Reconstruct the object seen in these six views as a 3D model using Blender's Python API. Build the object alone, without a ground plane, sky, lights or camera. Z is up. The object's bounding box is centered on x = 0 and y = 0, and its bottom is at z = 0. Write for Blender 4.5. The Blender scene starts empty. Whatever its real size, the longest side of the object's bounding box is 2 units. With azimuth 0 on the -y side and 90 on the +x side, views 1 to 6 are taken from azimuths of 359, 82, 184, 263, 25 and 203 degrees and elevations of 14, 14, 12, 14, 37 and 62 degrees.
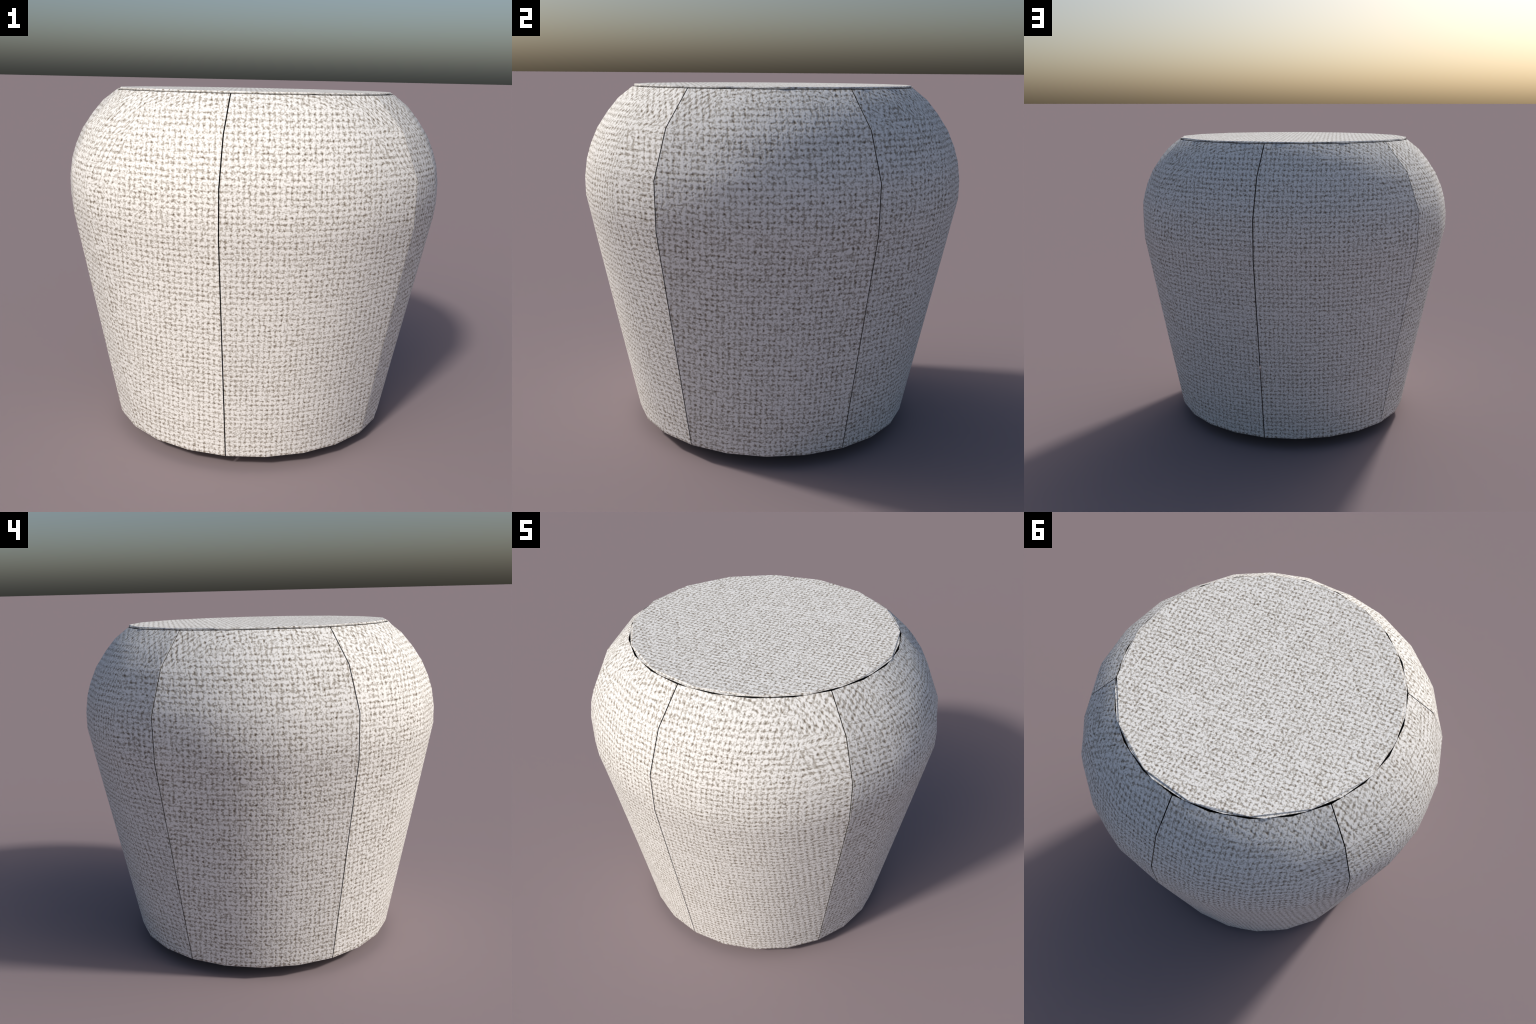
"""Round upholstered pouf: six woven-fabric gores with open seams, a flat lid on a
welt, and a recessed foot.  Metres, z up, rotation axis = z axis."""
import bpy, bmesh, math
from mathutils import Matrix, Vector

# ------------------------------------------------------------------ sizes
GORES = 6                       # side panels
COLUMNS = (-30, -15, -8, 0, 8, 15, 30)   # facet edges of a panel, degrees from its middle
SEAM_AZ = -9.3                  # azimuth of the first seam (0 = -y, 90 = +x)
EDGE_TURN = 0.6                 # degrees by which border normals lean to the seam
HALF_GAP = 0.0030               # half width of an open seam

# body profile, radius against height, from the lid opening to the bottom roll
PROFILE = [(0.7440, 1.8490), (0.8175, 1.7920), (0.8730, 1.7260), (0.9310, 1.6410),
           (0.9680, 1.5580), (0.9905, 1.4850), (1.0045, 1.3900), (1.0048, 1.2960),
           (0.9480, 1.0030), (0.8672, 0.5870), (0.8168, 0.3280), (0.7712, 0.0930),
           (0.7640, 0.0750)]
# the seams are cut straight between these heights (taut edges)
SEAM_Z = (1.8490, 1.6800, 1.4560, 1.2250, 0.0930, 0.0750)

LID_TOP, LID_UNDER = 1.8605, 1.8550
LID_R, LID_SIDES, LID_AZ = 0.7348, 16, -1.9
WELT_TOP, WELT_UNDER = 1.8540, 1.8515
WELT_R, WELT_SIDES = 0.7392, 24


def on_axis(r, az, z):
    a = math.radians(az)
    return Vector((r * math.sin(a), -r * math.cos(a), z))


def profile_r(z):
    for (r0, z0), (r1, z1) in zip(PROFILE, PROFILE[1:]):
        if z <= z0 and z >= z1:
            return r0 + (r1 - r0) * (z0 - z) / (z0 - z1)
    return PROFILE[-1][0] if z < 1 else PROFILE[0][0]


def seam_r(z):
    for z0, z1 in zip(SEAM_Z, SEAM_Z[1:]):
        if z1 <= z <= z0:
            f = (z0 - z) / (z0 - z1)
            return profile_r(z0) * (1 - f) + profile_r(z1) * f
    return profile_r(z)


# ------------------------------------------------------------------ materials
class Tree:
    """Small helper that writes shader node maths compactly."""

    def __init__(self, name):
        self.mat = bpy.data.materials.new(name)
        self.mat.use_nodes = True
        self.t = self.mat.node_tree
        self.t.nodes.clear()

    def node(self, kind, **kw):
        n = self.t.nodes.new(kind)
        for k, v in kw.items():
            setattr(n, k, v)
        return n

    def put(self, sock, v):
        if hasattr(v, "is_linked"):
            self.t.links.new(v, sock)
        else:
            sock.default_value = v

    def m(self, op, a, b=None, c=None, clamp=False):
        n = self.node("ShaderNodeMath", operation=op, use_clamp=clamp)
        for s, v in zip(n.inputs, (a, b, c)):
            if v is not None:
                self.put(s, v)
        return n.outputs[0]

    def mix(self, f, a, b):
        n = self.node("ShaderNodeMix", data_type="FLOAT")
        self.put(n.inputs[0], f)
        self.put(n.inputs[2], a)
        self.put(n.inputs[3], b)
        return n.outputs[0]

    def vec(self, x, y, z=0.0):
        n = self.node("ShaderNodeCombineXYZ")
        for s, v in zip(n.inputs, (x, y, z)):
            self.put(s, v)
        return n.outputs[0]

    def noise(self, v, scale, detail=2.0, rough=0.5, colour=False):
        n = self.node("ShaderNodeTexNoise", noise_dimensions="3D")
        self.put(n.inputs["Vector"], v)
        n.inputs["Scale"].default_value = scale
        n.inputs["Detail"].default_value = detail
        n.inputs["Roughness"].default_value = rough
        return n.outputs["Color" if colour else "Fac"]

    def ramp(self, f, stops):
        n = self.node("ShaderNodeValToRGB")
        e = n.color_ramp.elements
        while len(e) < len(stops):
            e.new(0.5)
        for el, (p, c) in zip(e, stops):
            el.position, el.color = p, (*c, 1)
        self.put(n.inputs[0], f)
        return n.outputs[0]

    def finish(self, colour, rough=0.95, normal=None, sheen=0.0):
        b = self.node("ShaderNodeBsdfPrincipled")
        self.put(b.inputs["Base Color"], colour)
        b.inputs["Roughness"].default_value = rough
        b.inputs["Specular IOR Level"].default_value = 0.1
        b.inputs["Sheen Weight"].default_value = sheen
        if normal is not None:
            self.put(b.inputs["Normal"], normal)
        o = self.node("ShaderNodeOutputMaterial")
        self.t.links.new(b.outputs[0], o.inputs[0])
        return self.mat


def woven_fabric():
    """Coarse off-white plain weave, laid flat on the nearest box side."""
    T = Tree("woven_fabric")
    pos = T.node("ShaderNodeSeparateXYZ")
    T.put(pos.inputs[0], T.node("ShaderNodeTexCoord").outputs["Object"])
    nor = T.node("ShaderNodeSeparateXYZ")
    T.put(nor.inputs[0], T.node("ShaderNodeNewGeometry").outputs["True Normal"])
    x, y, z = pos.outputs
    ax, ay, az = (T.m("ABSOLUTE", o) for o in nor.outputs)
    on_x = T.m("GREATER_THAN", ax, ay)
    on_z = T.m("GREATER_THAN", az, T.m("MAXIMUM", ax, ay))
    u = T.mix(on_z, T.mix(on_x, x, y), x)
    v = T.mix(on_z, z, y)
    side = T.mix(on_z, T.m("MULTIPLY", on_x, 3.7), 7.3)

    flat = T.vec(u, v, side)
    # yarns wander a little
    wob = T.node("ShaderNodeSeparateColor")
    T.put(wob.inputs[0], T.noise(flat, 34.0, 1.5, 0.6, colour=True))
    U = T.m("ADD", T.m("DIVIDE", u, PITCH_U), T.m("MULTIPLY", T.m("SUBTRACT", wob.outputs[0], 0.5), WOBBLE))
    V = T.m("ADD", T.m("DIVIDE", v, PITCH_V), T.m("MULTIPLY", T.m("SUBTRACT", wob.outputs[1], 0.5), WOBBLE * 0.8))

    cu = T.m("MULTIPLY", T.m("ABSOLUTE", T.m("SUBTRACT", T.m("FRACT", U), 0.5)), 2.0)
    cv = T.m("MULTIPLY", T.m("ABSOLUTE", T.m("SUBTRACT", T.m("FRACT", V), 0.5)), 2.0)
    iu, iv = T.m("FLOOR", U), T.m("FLOOR", V)
    rnd = T.node("ShaderNodeTexWhiteNoise", noise_dimensions="3D")
    T.put(rnd.inputs["Vector"], T.vec(iu, iv, side))
    rnd_yarn = T.node("ShaderNodeTexWhiteNoise", noise_dimensions="2D")
    T.put(rnd_yarn.inputs["Vector"], T.vec(iv, side))
    # which yarn lies on top in this cell
    over = T.m("FLOORED_MODULO", T.m("ADD", iu, iv), 2.0)
    eu = T.m("POWER", cu, T.mix(over, 1.5, 2.0))
    ev = T.m("POWER", cv, T.mix(over, 2.0, 1.5))
    furrow = T.m("ADD", T.m("MULTIPLY", eu, 0.38), T.m("MULTIPLY", ev, 0.44))
    hole = T.m("MULTIPLY", T.m("MULTIPLY", eu, ev), 0.55)
    depth = T.m("ADD", furrow, hole)                         # 0 crown .. ~1.5 hole
    depth = T.m("MULTIPLY", depth, T.m("ADD", 0.70, T.m("MULTIPLY", rnd.outputs[0], 0.5)))

    fibre = T.noise(flat, 80.0, 0.0, 0.5)
    fleck = T.noise(flat, 135.0, 0.0, 0.5)
    light = T.m("SUBTRACT", 1.00, T.m("MULTIPLY", depth, 0.54))
    light = T.m("ADD", light, T.m("MULTIPLY", T.m("SUBTRACT", fibre, 0.5), 0.75))
    light = T.m("ADD", light, T.m("MULTIPLY", T.m("SUBTRACT", fleck, 0.5), 0.95))
    light = T.m("ADD", light, T.m("MULTIPLY", T.m("SUBTRACT", rnd_yarn.outputs[0], 0.5), 0.06), clamp=True)
    colour = T.ramp(light, [(0.00, (0.130, 0.106, 0.080)), (0.30, (0.295, 0.262, 0.222)),
                            (0.62, (0.520, 0.497, 0.456)), (0.82, (0.715, 0.705, 0.678)),
                            (1.00, (0.875, 0.873, 0.855))])
    bump = T.node("ShaderNodeBump")
    bump.inputs["Strength"].default_value = 0.35
    bump.inputs["Distance"].default_value = 0.004
    T.put(bump.inputs["Height"], light)
    return T.finish(colour, 0.97, bump.outputs[0])


def dark_foot():
    T = Tree("black_plastic")
    c = T.ramp(T.noise(T.node("ShaderNodeTexCoord").outputs["Object"], 30.0, 3.0),
               [(0.3, (0.012, 0.012, 0.013)), (0.7, (0.025, 0.025, 0.026))])
    return T.finish(c, 0.6)


PITCH_U, PITCH_V, WOBBLE = 0.0258, 0.0272, 0.85
FABRIC = woven_fabric()
PLASTIC = dark_foot()


# ------------------------------------------------------------------ building
def mesh_object(name, bm, mat, parent, sharp=None):
    bm.normal_update()
    for f in bm.faces:
        f.smooth = True
    for e in bm.edges:
        if len(e.link_faces) == 2 and (sharp is None or e.calc_face_angle(0) > sharp):
            e.smooth = sharp is None and True or False
    me = bpy.data.meshes.new(name)
    bm.to_mesh(me)
    bm.free()
    me.materials.append(mat)
    ob = bpy.data.objects.new(name, me)
    bpy.context.scene.collection.objects.link(ob)
    ob.parent = parent
    return ob


pouf = bpy.data.objects.new("upholstered_pouf", None)
pouf.empty_display_size = 0.3
bpy.context.scene.collection.objects.link(pouf)
pouf["label"] = "round off-white woven fabric pouf with six side panels"
pouf["category"] = "pouf"


def blend(z, z0, z1):
    """0 at z0 rising to 1 at z1."""
    return min(1.0, max(0.0, (z - z0) / (z1 - z0)))


def column_r(rel, z):
    """Radius of the skin on one column: taut at the borders, a low-poly round between."""
    r = profile_r(z)
    if abs(rel) == 30:
        return seam_r(z)
    if abs(rel) == 8:
        # lies on the chord of its neighbours, but stands full at the foot of the shoulder
        chord = r * math.cos(math.radians(7.5)) / math.cos(math.radians(0.5))
        full = blend(z, 0.1, 1.16) * (1 - blend(z, 1.24, 1.34))
        return chord + (r - chord) * full
    if rel == 0:
        r -= 0.0045 * blend(z, 0.1, 0.5) * (1 - blend(z, 1.1, 1.3))
    return r - 0.004 * (1 - blend(z, 0.15, 0.9)) * blend(z, 0.076, 0.093)


def side_panel():
    """One gore centred on azimuth 0; its copies are turned about the axis."""
    bm = bmesh.new()
    last_col = len(COLUMNS) - 1
    levels = sorted(set([z for _, z in PROFILE] + list(SEAM_Z)), reverse=True)
    grid, skin = [], {}
    for k, z in enumerate(levels):
        # slope of the profile here, for the shading normal
        up, down = levels[max(k - 1, 0)], levels[min(k + 1, len(levels) - 1)]
        slope = (profile_r(down) - profile_r(up)) / (up - down)
        row = []
        for c, rel in enumerate(COLUMNS):
            p = on_axis(column_r(rel, z), rel, z)
            a = math.radians(rel)
            if c in (0, last_col):                     # leave the seam open
                s = 1 if c == 0 else -1
                p += Vector((math.cos(a), math.sin(a), 0)) * s * HALF_GAP
                lean = rel + s * (7.5 - EDGE_TURN)
            else:
                lean = rel
            v = bm.verts.new(p)
            skin[v] = (on_axis(1.0, lean, 0) + Vector((0, 0, slope))).normalized()
            row.append(v)
        grid.append(row)
    for r0, r1 in zip(grid, grid[1:]):
        for c in range(last_col):
            bm.faces.new((r0[c], r1[c], r1[c + 1], r0[c + 1]))
    bm.verts.index_update()
    skin = {v.index: n for v, n in skin.items()}
    outer = len(bm.faces)

    # folded-in hem all round: a short rounded step, then the hem itself
    rim = ([g[0] for g in grid] + grid[-1][1:] + [g[-1] for g in reversed(grid[:-1])]
           + list(reversed(grid[0][1:-1])))
    bm.normal_update()
    def inward(v, depth, slide):
        n = v.normal.copy()
        out = Vector((v.co.x, v.co.y, 0)).normalized()
        top, bottom = v in grid[0], v in grid[-1]
        p = v.co.copy()
        if top:
            p += Vector((0, 0, -depth)) - out * slide
        elif bottom:
            p += -out * depth * 0.8 - Vector((0, 0, 1)) * slide
        else:
            p -= n * depth
        return p
    last = rim
    for depth, slide in ((0.0008, 0.0004), (0.0020, 0.0007)):
        ring = [bm.verts.new(inward(v, depth, slide)) for v in rim]
        n = len(rim)
        for i in range(n):
            j = (i + 1) % n
            bm.faces.new((last[j], last[i], ring[i], ring[j]))
        last = ring
    return bm, skin, outer


bm, skin, outer = side_panel()
for f in bm.faces:
    f.smooth = True
gore = bpy.data.meshes.new("side_panel")
bm.to_mesh(gore)
bm.free()
gore.materials.append(FABRIC)
normals = []
for p in gore.polygons:
    for li in p.loop_indices:
        normals.append(skin[gore.loops[li].vertex_index] if p.index < outer else p.normal.copy())
gore.normals_split_custom_set(normals)
for i in range(GORES):
    # the turn goes into the vertices, so the weave runs on one set of axes
    me = gore.copy()
    me.name = "side_panel"
    me.transform(Matrix.Rotation(math.radians(SEAM_AZ + 30 + 60 * i), 4, "Z"))
    ob = bpy.data.objects.new("side_panel", me)
    bpy.context.scene.collection.objects.link(ob)
    ob.parent = pouf
bpy.data.meshes.remove(gore)


def disc(sides, az0, rings, radius=lambda k: 1.0):
    """Prism stack through (r, z) rings, capped on top and underneath."""
    bm = bmesh.new()
    loops = [[bm.verts.new(on_axis(r * radius(k), az0 + 360.0 * k / sides, z)) for k in range(sides)]
             for r, z in rings]
    for a, b in zip(loops, loops[1:]):
        for k in range(sides):
            j = (k + 1) % sides
            bm.faces.new((a[k], b[k], b[j], a[j]))
    bm.faces.new(loops[0])
    bm.faces.new(list(reversed(loops[-1])))
    bmesh.ops.recalc_face_normals(bm, faces=bm.faces)
    return bm


CORE_R = 0.66


def lid():
    """Low-poly cover: flat top, an edge that falls to a rounder, uneven lower rim."""
    bm = bmesh.new()
    step = 360.0 / LID_SIDES
    top = [bm.verts.new(on_axis(LID_R, LID_AZ + step * k, LID_TOP)) for k in range(LID_SIDES)]
    rim, tuck, foot = [], [], []
    for k in range(2 * LID_SIDES):
        az = LID_AZ + step * k / 2
        if k % 2:                                    # middle of a side: chord .. full round
            swell = (0.10, 0.55, 0.25, 0.45, 0.15)[(k // 2) % 5]
            r = LID_R * (math.cos(math.radians(step / 2)) * (1 - swell) + swell) + 0.002
        else:
            r = LID_R + 0.0020
        rim.append(bm.verts.new(on_axis(r, az, LID_UNDER + 0.0006)))
        tuck.append(bm.verts.new(on_axis(r - 0.0004, az, LID_UNDER)))
        foot.append(bm.verts.new(on_axis(CORE_R, az, LID_UNDER - 0.0002)))
    bm.faces.new(list(reversed(top)))
    n = len(rim)
    for k in range(LID_SIDES):
        a, b = top[k], top[(k + 1) % LID_SIDES]
        l0, l1, l2 = rim[2 * k], rim[2 * k + 1], rim[(2 * k + 2) % n]
        for tri in ((a, l0, l1), (a, l1, b), (b, l1, l2)):
            bm.faces.new(tri)
    for u, v in ((rim, tuck), (tuck, foot)):
        for k in range(n):
            bm.faces.new((u[k], v[k], v[(k + 1) % n], u[(k + 1) % n]))
    bm.faces.new(foot)
    bmesh.ops.recalc_face_normals(bm, faces=bm.faces)
    return bm


mesh_object("lid", lid(), FABRIC, pouf, sharp=math.radians(8))
# welt: a thin ledge under the lid, cut as another polygon that runs a little unevenly
mesh_object("welt", disc(WELT_SIDES, SEAM_AZ + 5.0, [(WELT_R - 0.0008, WELT_TOP), (WELT_R, WELT_TOP - 0.0008),
                                            (WELT_R - 0.0005, WELT_UNDER), (CORE_R, WELT_UNDER)],
                        lambda k: 1.0 + 0.0042 * math.sin(2.3 * k + 0.6)), FABRIC, pouf, sharp=math.radians(30))
mesh_object("gap_shade_filler", disc(48, 0.0, [(0.728, WELT_UNDER - 0.003), (0.728, WELT_UNDER - 0.04)]),  # sleeve blocking the see-through gap, coloured black for the dark interior shade
            PLASTIC, pouf, sharp=math.radians(30))

# hidden underneath: a ring of board that carries four glides
def ring(r0, r1, z0, z1, sides=48):
    bm = bmesh.new()
    loops = [[bm.verts.new(on_axis(r, 360.0 * k / sides, z)) for k in range(sides)]
             for r, z in ((r1, z1), (r1, z0), (r0, z0), (r0, z1))]
    for a, b in zip(loops, loops[1:] + loops[:1]):
        for k in range(sides):
            j = (k + 1) % sides
            bm.faces.new((a[k], b[k], b[j], a[j]))
    bmesh.ops.recalc_face_normals(bm, faces=bm.faces)
    return bm


mesh_object("base_ring", ring(0.49, 0.745, 0.100, 0.118), PLASTIC, pouf, sharp=math.radians(30))
for k in range(4):
    bm = bmesh.new()
    bmesh.ops.create_cone(bm, cap_ends=True, segments=24, radius1=0.024, radius2=0.030, depth=0.101)
    bmesh.ops.translate(bm, verts=bm.verts, vec=on_axis(0.525, 35.7 + 90 * k, 0.0505))
    mesh_object("foot", bm, PLASTIC, pouf, sharp=math.radians(30))
